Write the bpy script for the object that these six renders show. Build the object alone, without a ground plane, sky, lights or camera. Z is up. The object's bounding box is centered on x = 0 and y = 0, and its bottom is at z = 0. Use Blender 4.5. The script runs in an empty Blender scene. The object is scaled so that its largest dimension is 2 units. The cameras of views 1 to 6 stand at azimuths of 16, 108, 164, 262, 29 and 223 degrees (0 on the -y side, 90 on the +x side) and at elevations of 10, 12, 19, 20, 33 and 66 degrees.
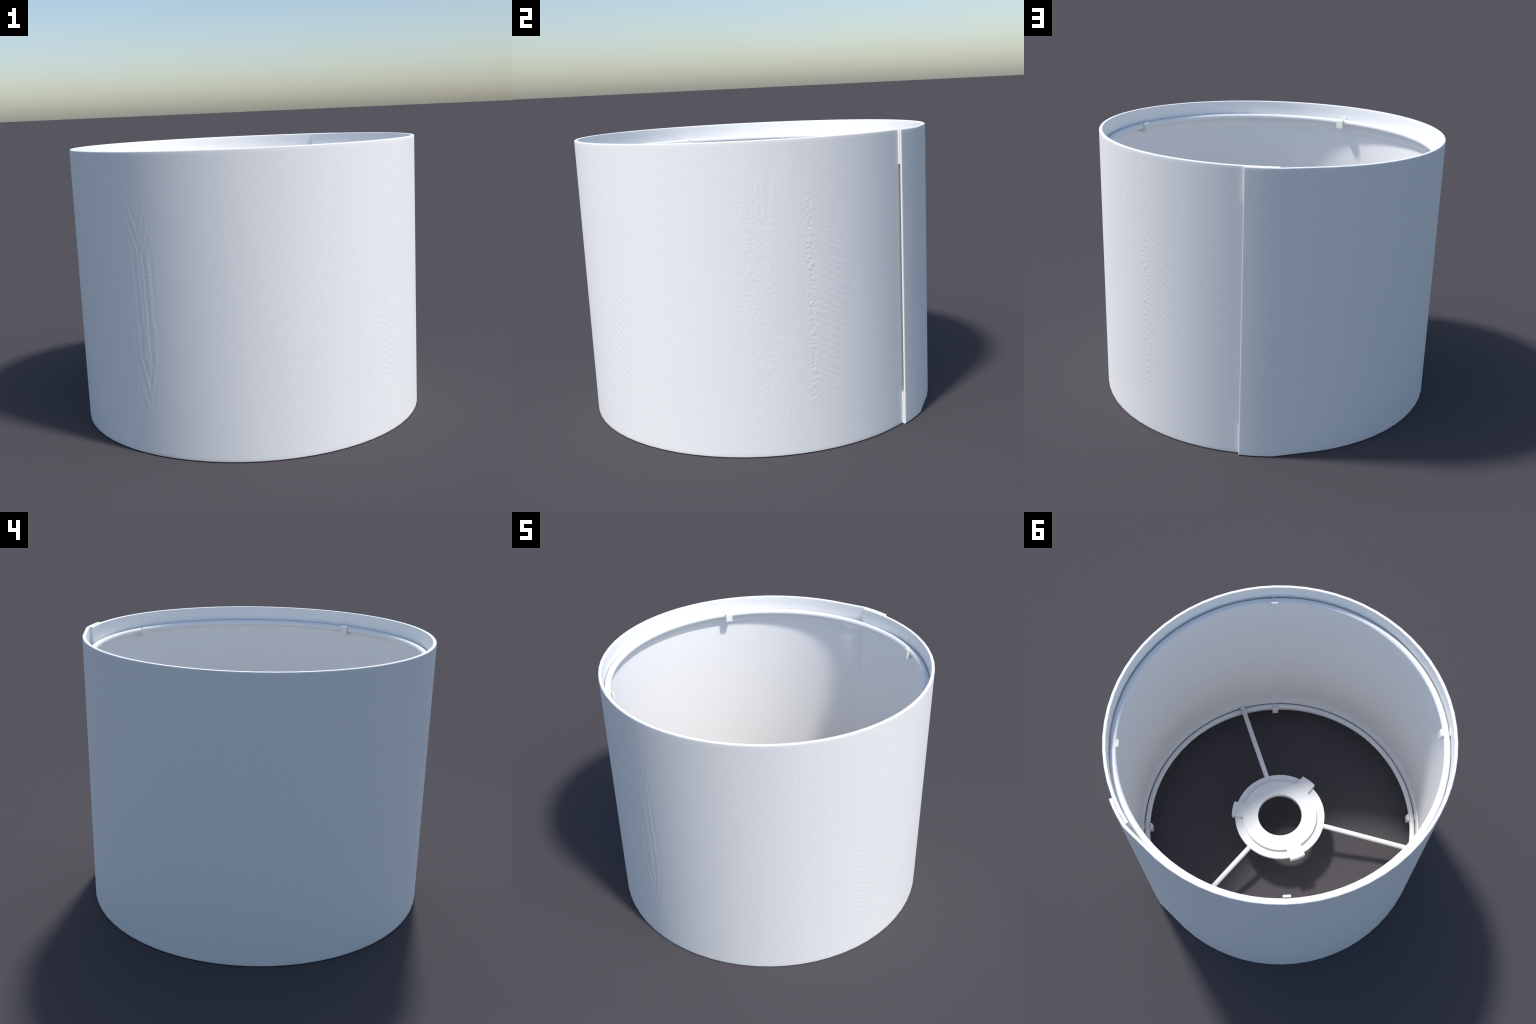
"""Drum lampshade: one overlapping fabric sheet with folded hems, two wire rings held by
plastic clips, and a three-spoke fitter with a bayonet-style hub at the lower ring."""
import bpy, bmesh, math
from mathutils import Vector, Matrix

# ------------------------------------------------------------------ dimensions (metres)
H = 1.577            # height of the shade
R = 0.9997           # outer radius of the sheet
T = 0.0092           # thickness of one layer of the sheet
GAP = 0.0011         # slit between wall and folded hem
HEM = 0.176          # height of the folded hems
TH_OUT = 66.85       # angle of the outer (lapping) edge
TH_IN = 76.7         # angle of the inner edge, one turn later
STEP = 5.29          # facet of the sheet
LAP = 2 * T + GAP + 0.0006
RING_R, RING_T = 0.9555, 0.0186
RING_Z = (H - 0.104, 0.104)
HUB_TOP = 0.262


# ------------------------------------------------------------------ materials
def nodes_of(name):
    m = bpy.data.materials.new(name)
    m.use_nodes = True
    nt = m.node_tree
    return m, nt, nt.nodes["Principled BSDF"]


def plain(name, col, rough, spec=0.3):
    m, nt, b = nodes_of(name)
    tc = nt.nodes.new("ShaderNodeTexCoord")
    no = nt.nodes.new("ShaderNodeTexNoise")
    no.inputs["Scale"].default_value = 9.0
    no.inputs["Detail"].default_value = 3.0
    ramp = nt.nodes.new("ShaderNodeValToRGB")
    ramp.color_ramp.elements[0].position = 0.3
    ramp.color_ramp.elements[1].position = 0.7
    ramp.color_ramp.elements[0].color = (*[c * 0.985 for c in col], 1)
    ramp.color_ramp.elements[1].color = (*col, 1)
    nt.links.new(tc.outputs["Object"], no.inputs["Vector"])
    nt.links.new(no.outputs["Fac"], ramp.inputs["Fac"])
    nt.links.new(ramp.outputs["Color"], b.inputs["Base Color"])
    b.inputs["Roughness"].default_value = rough
    b.inputs["Specular IOR Level"].default_value = spec
    return m


def fabric_material():
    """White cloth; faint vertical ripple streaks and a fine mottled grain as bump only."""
    m, nt, b = nodes_of("white_fabric")
    N, L = nt.nodes, nt.links

    def math_node(op, a, c=None, clamp=False):
        n = N.new("ShaderNodeMath")
        n.operation = op
        n.use_clamp = clamp
        for i, v in enumerate((a, c)):
            if v is None:
                continue
            if isinstance(v, (int, float)):
                n.inputs[i].default_value = v
            else:
                L.new(v, n.inputs[i])
        return n.outputs[0]

    tc = N.new("ShaderNodeTexCoord")
    sep = N.new("ShaderNodeSeparateXYZ")
    L.new(tc.outputs["Object"], sep.inputs[0])
    x, y, z = sep.outputs
    ang = math_node("ARCTAN2", y, x)
    comb = N.new("ShaderNodeCombineXYZ")
    L.new(ang, comb.inputs[0])
    L.new(z, comb.inputs[1])

    def noise(su, sv, detail=2.0, dist=0.0):
        mp = N.new("ShaderNodeMapping")
        mp.inputs["Scale"].default_value = (su, sv, 1)
        L.new(comb.outputs[0], mp.inputs["Vector"])
        t = N.new("ShaderNodeTexNoise")
        t.inputs["Scale"].default_value = 1.0
        t.inputs["Detail"].default_value = detail
        t.inputs["Distortion"].default_value = dist
        L.new(mp.outputs[0], t.inputs["Vector"])
        return t.outputs["Fac"]

    def patch(th, zc, wth, hz):
        """soft window round an angle (degrees) and a height"""
        a = math_node("DIVIDE", math_node("ABSOLUTE", math_node("SUBTRACT", ang, math.radians(th))), math.radians(wth))
        c = math_node("DIVIDE", math_node("ABSOLUTE", math_node("SUBTRACT", z, zc)), hz)
        a = math_node("SUBTRACT", 1.0, math_node("POWER", a, 2.0), clamp=True)
        c = math_node("SUBTRACT", 1.0, math_node("POWER", c, 6.0), clamp=True)
        return math_node("MULTIPLY", a, c)

    def wave(su, sv, distort, dscale, kind="BANDS", direction="X"):
        mp = N.new("ShaderNodeMapping")
        mp.inputs["Scale"].default_value = (su, sv, 1)
        L.new(comb.outputs[0], mp.inputs["Vector"])
        t = N.new("ShaderNodeTexWave")
        t.wave_type = kind
        t.bands_direction = direction
        t.inputs["Scale"].default_value = 1.0
        t.inputs["Distortion"].default_value = distort
        t.inputs["Detail"].default_value = 2.0
        t.inputs["Detail Scale"].default_value = dscale
        L.new(mp.outputs[0], t.inputs["Vector"])
        return t.outputs["Fac"]

    # narrow upright band of nested V ripples: |u| shifted with height above and below a straight middle
    lean = math_node("MULTIPLY", math_node("SUBTRACT", z, 0.8), -0.034)
    u = math_node("SUBTRACT", math_node("SUBTRACT", ang, math.radians(-106.3)), lean)
    wob = math_node("MULTIPLY", math_node("SUBTRACT", noise(14, 7, 2.0), 0.5), 0.035)
    up = math_node("MULTIPLY", math_node("MAXIMUM", math_node("SUBTRACT", z, 1.06), 0.0), 0.36)
    low = math_node("MULTIPLY", math_node("MAXIMUM", math_node("SUBTRACT", 0.52, z), 0.0), 0.26)
    vee = math_node("ADD", math_node("SUBTRACT", math_node("ADD", math_node("ABSOLUTE", u), wob), up), low)
    vees = math_node("MULTIPLY", math_node("SINE", math_node("MULTIPLY", vee, 2 * math.pi / 0.042)), 0.5)
    vees = math_node("ADD", vees, 0.5)

    folds = noise(42, 2.6, 1.5, 0.35)          # long vertical streaks
    beads = noise(60, 55, 1.0, 0.2)            # beaded mottling
    silk = noise(34, 11, 2.0, 0.8)             # broad irregular upright ripple
    chev = wave(9, 16, 5.0, 0.8, direction="DIAGONAL")
    grain = noise(85, 60, 2.0)
    terms = []
    for th, zc, w, h, tex, amp in (
        (-106.5, 0.78, 6.0, 0.57, vees, 0.62),
        (-104.5, 0.85, 3.5, 0.55, beads, 0.40),
        (33.7, 0.80, 1.9, 0.58, beads, 1.35),
        (18.5, 0.80, 10.0, 0.64, beads, 0.58),
        (40.0, 0.75, 7.0, 0.52, chev, 0.17),
        (-28.5, 0.50, 4.0, 0.36, chev, 0.20),
        (-28.5, 0.55, 5.0, 0.45, beads, 0.35),
        (-52.0, 1.39, 6.0, 0.07, folds, 0.9),
        (-8.0, 0.80, 7.0, 0.34, folds, 0.7),
        (-10.0, 0.95, 9.0, 0.40, beads, 0.30),
        (-46.0, 0.16, 6.0, 0.08, folds, 0.8),
        (-50.0, 0.75, 12.0, 0.55, beads, 0.35),
        (22.0, 1.30, 8.0, 0.14, folds, 0.8),
        (24.0, 0.20, 8.0, 0.10, folds, 0.6),
        (20.0, 0.80, 36.0, 0.72, silk, 0.30),
        (-45.0, 0.70, 26.0, 0.66, silk, 0.22),
    ):
        terms.append(math_node("MULTIPLY", math_node("MULTIPLY", patch(th, zc, w, h), math_node("SUBTRACT", tex, 0.5)), amp))
    total = math_node("MULTIPLY", grain, 0.16)
    for t in terms:
        total = math_node("ADD", total, t)
    bump = N.new("ShaderNodeBump")
    bump.inputs["Strength"].default_value = 1.0
    bump.inputs["Distance"].default_value = 0.0022
    L.new(total, bump.inputs["Height"])
    L.new(bump.outputs[0], b.inputs["Normal"])

    weave = noise(30, 22, 3.0)
    ramp = N.new("ShaderNodeValToRGB")
    ramp.color_ramp.elements[0].position = 0.3
    ramp.color_ramp.elements[1].position = 0.7
    ramp.color_ramp.elements[0].color = (0.908, 0.906, 0.898, 1)
    ramp.color_ramp.elements[1].color = (0.925, 0.923, 0.918, 1)
    L.new(weave, ramp.inputs["Fac"])
    L.new(ramp.outputs["Color"], b.inputs["Base Color"])
    b.inputs["Roughness"].default_value = 0.75
    b.inputs["Specular IOR Level"].default_value = 0.3
    return m


# ------------------------------------------------------------------ helpers
def new_object(name, bm, mat, parent, smooth_angle=35):
    me = bpy.data.meshes.new(name)
    bmesh.ops.recalc_face_normals(bm, faces=bm.faces)
    lim = math.radians(smooth_angle)
    for f in bm.faces:
        f.smooth = True
    for e in bm.edges:
        if len(e.link_faces) == 2 and e.calc_face_angle(0) > lim:
            e.smooth = False
    bm.to_mesh(me)
    bm.free()
    me.materials.append(mat)
    ob = bpy.data.objects.new(name, me)
    bpy.context.scene.collection.objects.link(ob)
    ob.parent = parent
    return ob


def sweep(frames, closed, second=()):
    """frames: list of lists of Vectors (closed profile loops); returns a bmesh"""
    bm = bmesh.new()
    loops = [[bm.verts.new(p) for p in fr] for fr in frames]
    n = len(loops[0])
    pairs = list(zip(loops, loops[1:])) + ([(loops[-1], loops[0])] if closed else [])
    for a, c in pairs:
        for i in range(n):
            j = (i + 1) % n
            f = bm.faces.new((a[i], a[j], c[j], c[i]))
            f.material_index = 1 if i in second else 0       # second: profile segments with material 2
    if not closed:
        bm.faces.new(loops[0])
        bm.faces.new(list(reversed(loops[-1])))
    return bm


# ------------------------------------------------------------------ fabric sheet
def sheet_profile():
    """closed (offset, z) loop of the folded sheet; offset 0 is the outer face"""
    ro = T + GAP / 2            # outer fold radius
    ri = GAP / 2
    pts = []
    def arc(r, zc, a0, a1, n):
        for k in range(n + 1):
            a = math.radians(a0 + (a1 - a0) * k / n)
            pts.append((-ro + r * math.cos(a), zc + r * math.sin(a)))
    fr = 0.0055                 # corner radius of the flattened fold
    def fold(zc, up, a0, a1):
        """flat-topped fold from outer to inner face (up) or inner to outer (down)"""
        mid = 0.5 * (a0 + a1)
        first, second = ((-fr, 0), (-2 * ro + fr, 0)) if up else ((-2 * ro + fr, 0), (-fr, 0))
        for (cx, _), b0, b1 in ((first, a0, mid), (second, mid, a1)):
            for k in range(6):
                a = math.radians(b0 + (b1 - b0) * k / 5)
                pts.append((cx + fr * math.cos(a), zc + fr * math.sin(a)))
    zt, zb = H - fr, fr
    for z in [zb + 0.016] + [0.1 + (H - 0.2) * k / 10 for k in range(11)] + [zt - 0.016]:
        pts.append((0.0, z))                                  # outer wall, upwards
    fold(zt, True, 0, 180)                                    # top fold
    inner = -2 * T - GAP
    c = 0.0020                                                # soft cut corner of the hem
    pts.append((inner, zt - 0.010))
    for k in range(5):
        a = math.radians(90 * k / 4)
        pts.append((inner + c - c * math.cos(a), H - HEM + c - c * math.sin(a)))
    pts.append((-T - GAP, H - HEM))
    arc(ri, H - T, 180, 0, 4)                                    # slit
    for k in range(0, 9):                                     # inner wall, downwards
        pts.append((-T, H - HEM + 0.002 - (H - 2 * HEM + 0.004) * k / 8))
    arc(ri, T, 0, -180, 4)
    pts.append((-T - GAP, HEM))
    for k in range(5):
        a = math.radians(90 - 90 * k / 4)
        pts.append((inner + c - c * math.cos(a), HEM - c + c * math.sin(a)))
    pts.append((inner, zb + 0.010))
    fold(zb, False, -180, 0)
    return pts


def sheet_path():
    """(angle, outer radius) pairs from the lapping edge round to the tucked edge"""
    p = [(TH_OUT, R + LAP - 0.001), (TH_OUT + 3.3, R + LAP), (TH_OUT + 6.6, R + LAP), (TH_IN + 0.5, R + LAP)]
    # straight run off the lap back onto the cylinder
    n = 69
    a0, a1 = 91.5, 360 + TH_IN
    p += [(a0 + (a1 - a0) * k / 65, R) for k in range(66)]
    return p


def build_sheet(mat, inside_lightened, parent):
    prof = sheet_profile()
    path = sheet_path()
    P = [Vector((r * math.cos(math.radians(a)), r * math.sin(math.radians(a)), 0)) for a, r in path]
    frames = []
    for i, p in enumerate(P):
        d = (P[min(i + 1, len(P) - 1)] - P[max(i - 1, 0)]).normalized()
        nrm = Vector((d.y, -d.x, 0))
        if 4 < i:
            nrm = p.normalized()
        if i == 0:                                            # eased outer edge of the lapping end
            back = P[1] - P[0]
            back.normalize()
            for run, drop in ((0.0, 0.0032), (0.0010, 0.0012), (0.0032, 0.0), (0.009, 0.0)):
                frames.append([p + back * run + nrm * (o - drop if o > -1e-6 else o) + Vector((0, 0, z)) for o, z in prof])
            continue
        frames.append([p + nrm * o + Vector((0, 0, z)) for o, z in prof])
    n = len(prof)
    inside = {i for i in range(n) if 0.5 * (prof[i][0] + prof[(i + 1) % n][0]) < -T * 0.999}
    ob = new_object("fabric_shade", sweep(frames, False, inside), mat, parent, 32)
    ob.data.materials.append(inside_lightened)
    return ob


# ------------------------------------------------------------------ wire rings, spokes, clips, hub
def ring_mesh_object(z, mat, parent):
    frames = []
    for k in range(96):
        a = 2 * math.pi * k / 96
        d = Vector((math.cos(a), math.sin(a), 0))
        frames.append([d * (RING_R + RING_T * math.cos(b)) + Vector((0, 0, RING_T * math.sin(b)))
                       for b in [2 * math.pi * j / 20 for j in range(20)]])
    ob = new_object("wire_ring", sweep(frames, True), mat, parent, 60)
    ob.location.z = z
    return ob


def rod(p0, p1, r, n=20, bevel=0.003):
    d = (p1 - p0)
    ln = d.length
    q = d.to_track_quat("Z", "Y")
    frames = []
    for s, rr in ((0, r - bevel), (bevel * 0.3, r - bevel * 0.3), (bevel, r), (ln - bevel, r), (ln, r - bevel)):
        frames.append([p0 + q @ Vector((rr * math.cos(2 * math.pi * j / n), rr * math.sin(2 * math.pi * j / n), s)) for j in range(n)])
    return sweep(frames, False)


def clip_profile():
    """hook that cups the ring; (radius, height relative to ring centre)"""
    out = [(0.9792, 0.0245), (0.9792, -0.028), (0.975, -0.0325), (0.955, -0.0345), (0.930, -0.0355), (0.9165, -0.036),
           (0.9175, -0.020), (0.9190, 0.000), (0.9205, 0.012), (0.9230, 0.018), (0.9275, 0.0215), (0.9350, 0.0225)]
    inn = [(0.9358, 0.020)]
    rr = RING_T + 0.0008
    for k in range(0, 9):
        a = math.radians(180 + 180 * k / 8)
        inn.append((RING_R + rr * math.cos(a) - (0.002 if k < 2 else 0), rr * math.sin(a)))
    inn.append((0.9745, 0.0245))
    return out + inn


def clip_bmesh():
    w = 0.0215
    c = 0.0015
    prof = clip_profile()
    cx = sum(p[0] for p in prof) / len(prof)
    cz = sum(p[1] for p in prof) / len(prof)
    bm = bmesh.new()
    loops = []
    for y in (-w, w):
        loops.append([bm.verts.new((r, y, z)) for r, z in prof])
    n = len(prof)
    for i in range(n):
        j = (i + 1) % n
        bm.faces.new((loops[0][i], loops[0][j], loops[1][j], loops[1][i]))
    f0 = bm.faces.new(loops[0])
    f1 = bm.faces.new(list(reversed(loops[1])))
    bmesh.ops.triangulate(bm, faces=[f0, f1])
    return bm


def annulus(outline, hole_r, z0, z1, seg, bevel=0.0015):
    """flat plate with a round hole; outline = function angle -> radius sampled at seg angles list"""
    frames = []
    for a, r in outline:
        d = Vector((math.cos(a), math.sin(a), 0))
        frames.append([d * hole_r + Vector((0, 0, z0)), d * r + Vector((0, 0, z0)),
                       d * r + Vector((0, 0, z1 - bevel)), d * (r - bevel) + Vector((0, 0, z1)),
                       d * (hole_r + bevel) + Vector((0, 0, z1)), d * hole_r + Vector((0, 0, z1 - bevel))])
    return sweep(frames, True)


def plate_outline():
    """round plate with three constant-width lugs"""
    rp, rl, hw = 0.2605, 0.3395, 0.0533
    out = []
    lug = [34.6, 154.6, 274.6]
    ai, ao = math.asin(hw / rp), math.asin(hw / rl)
    for i, c in enumerate(lug):
        c = math.radians(c)
        nxt = math.radians(lug[(i + 1) % 3] + (360 if i == 2 else 0))
        out += [(c - ai, rp)]
        out += [(c - ao + 2 * ao * k / 4, rl) for k in range(5)]
        out += [(c + ai, rp)]
        a0, a1 = c + ai, nxt - ai
        out += [(a0 + (a1 - a0) * k / 14, rp) for k in range(1, 14)]
    return out


def lug_plate(z0, z1, hole_r):
    """plate outline is not single-valued at the lug sides, so the lug sides are true walls"""
    ol = plate_outline()
    bm = bmesh.new()
    rings = []
    for z in (z0, z1):
        drop = 0.010 if z == z0 else 0.0                      # lugs hang a little lower than the plate
        o = [bm.verts.new((r * math.cos(a), r * math.sin(a), z - (drop if r > 0.3 else 0))) for a, r in ol]
        h = [bm.verts.new((hole_r * math.cos(a), hole_r * math.sin(a), z)) for a, r in ol]
        rings.append((o, h))
    n = len(ol)
    for i in range(n):
        j = (i + 1) % n
        (o0, h0), (o1, h1) = rings
        bm.faces.new((o0[i], o0[j], o1[j], o1[i]))
        bm.faces.new((h0[j], h0[i], h1[i], h1[j]))
        bm.faces.new((o1[i], o1[j], h1[j], h1[i]))
        bm.faces.new((o0[j], o0[i], h0[i], h0[j]))
    return bm


# ------------------------------------------------------------------ assembly
def build():
    fabric = fabric_material()
    metal = plain("white_painted_metal", (0.92, 0.92, 0.92), 0.5, 0.3)
    inside_lightened = plain("white_fabric_inside_lightened", (0.975, 0.975, 0.965), 0.75, 0.3)
    steel = plain("white_plate_enamel", (0.865, 0.87, 0.875), 0.5, 0.3)
    plastic = plain("ivory_plastic", (0.90, 0.915, 0.855), 0.45, 0.4)

    shade = bpy.data.objects.new("lampshade", None)
    bpy.context.scene.collection.objects.link(shade)
    shade["label"] = "white drum lampshade with overlapping seam and wire fitter"
    shade["category"] = "lampshade"

    build_sheet(fabric, inside_lightened, shade)

    r0 = ring_mesh_object(RING_Z[0], metal, shade)
    r1 = r0.copy()
    r1.location.z = RING_Z[1]
    bpy.context.scene.collection.objects.link(r1)

    first = None
    for ring_z in RING_Z:
        for a in (-45, 45, 135, 225):
            if first is None:
                ob = first = new_object("ring_clip", clip_bmesh(), plastic, shade, 30)
            else:
                ob = first.copy()
                bpy.context.scene.collection.objects.link(ob)
            ob.location.z = ring_z
            ob.rotation_euler.z = math.radians(a)

    # three spokes rising from the lower ring to the hub
    first = None
    r = 0.0176
    for a in (-30, 90, 210):
        if first is None:
            zr = RING_Z[1] + RING_T + r - 0.003
            slope = (0.2255 - zr) / (RING_R - 0.30)
            p0 = Vector((0.9765, 0, zr - 0.02 * slope))
            p1 = Vector((0.295, 0, zr + (RING_R - 0.295) * slope))
            ob = first = new_object("spoke", rod(p0, p1, r), metal, shade, 60)
        else:
            ob = first.copy()
            bpy.context.scene.collection.objects.link(ob)
        ob.rotation_euler.z = math.radians(a)

    n = 48
    circle = [(2 * math.pi * k / n, 0.317) for k in range(n)]
    hub = new_object("hub", annulus(circle, 0.20, 0.224, 0.243, n), metal, shade, 30)
    new_object("lug_plate", lug_plate(HUB_TOP - 0.034, HUB_TOP, 0.1545), steel, hub, 30)


build()
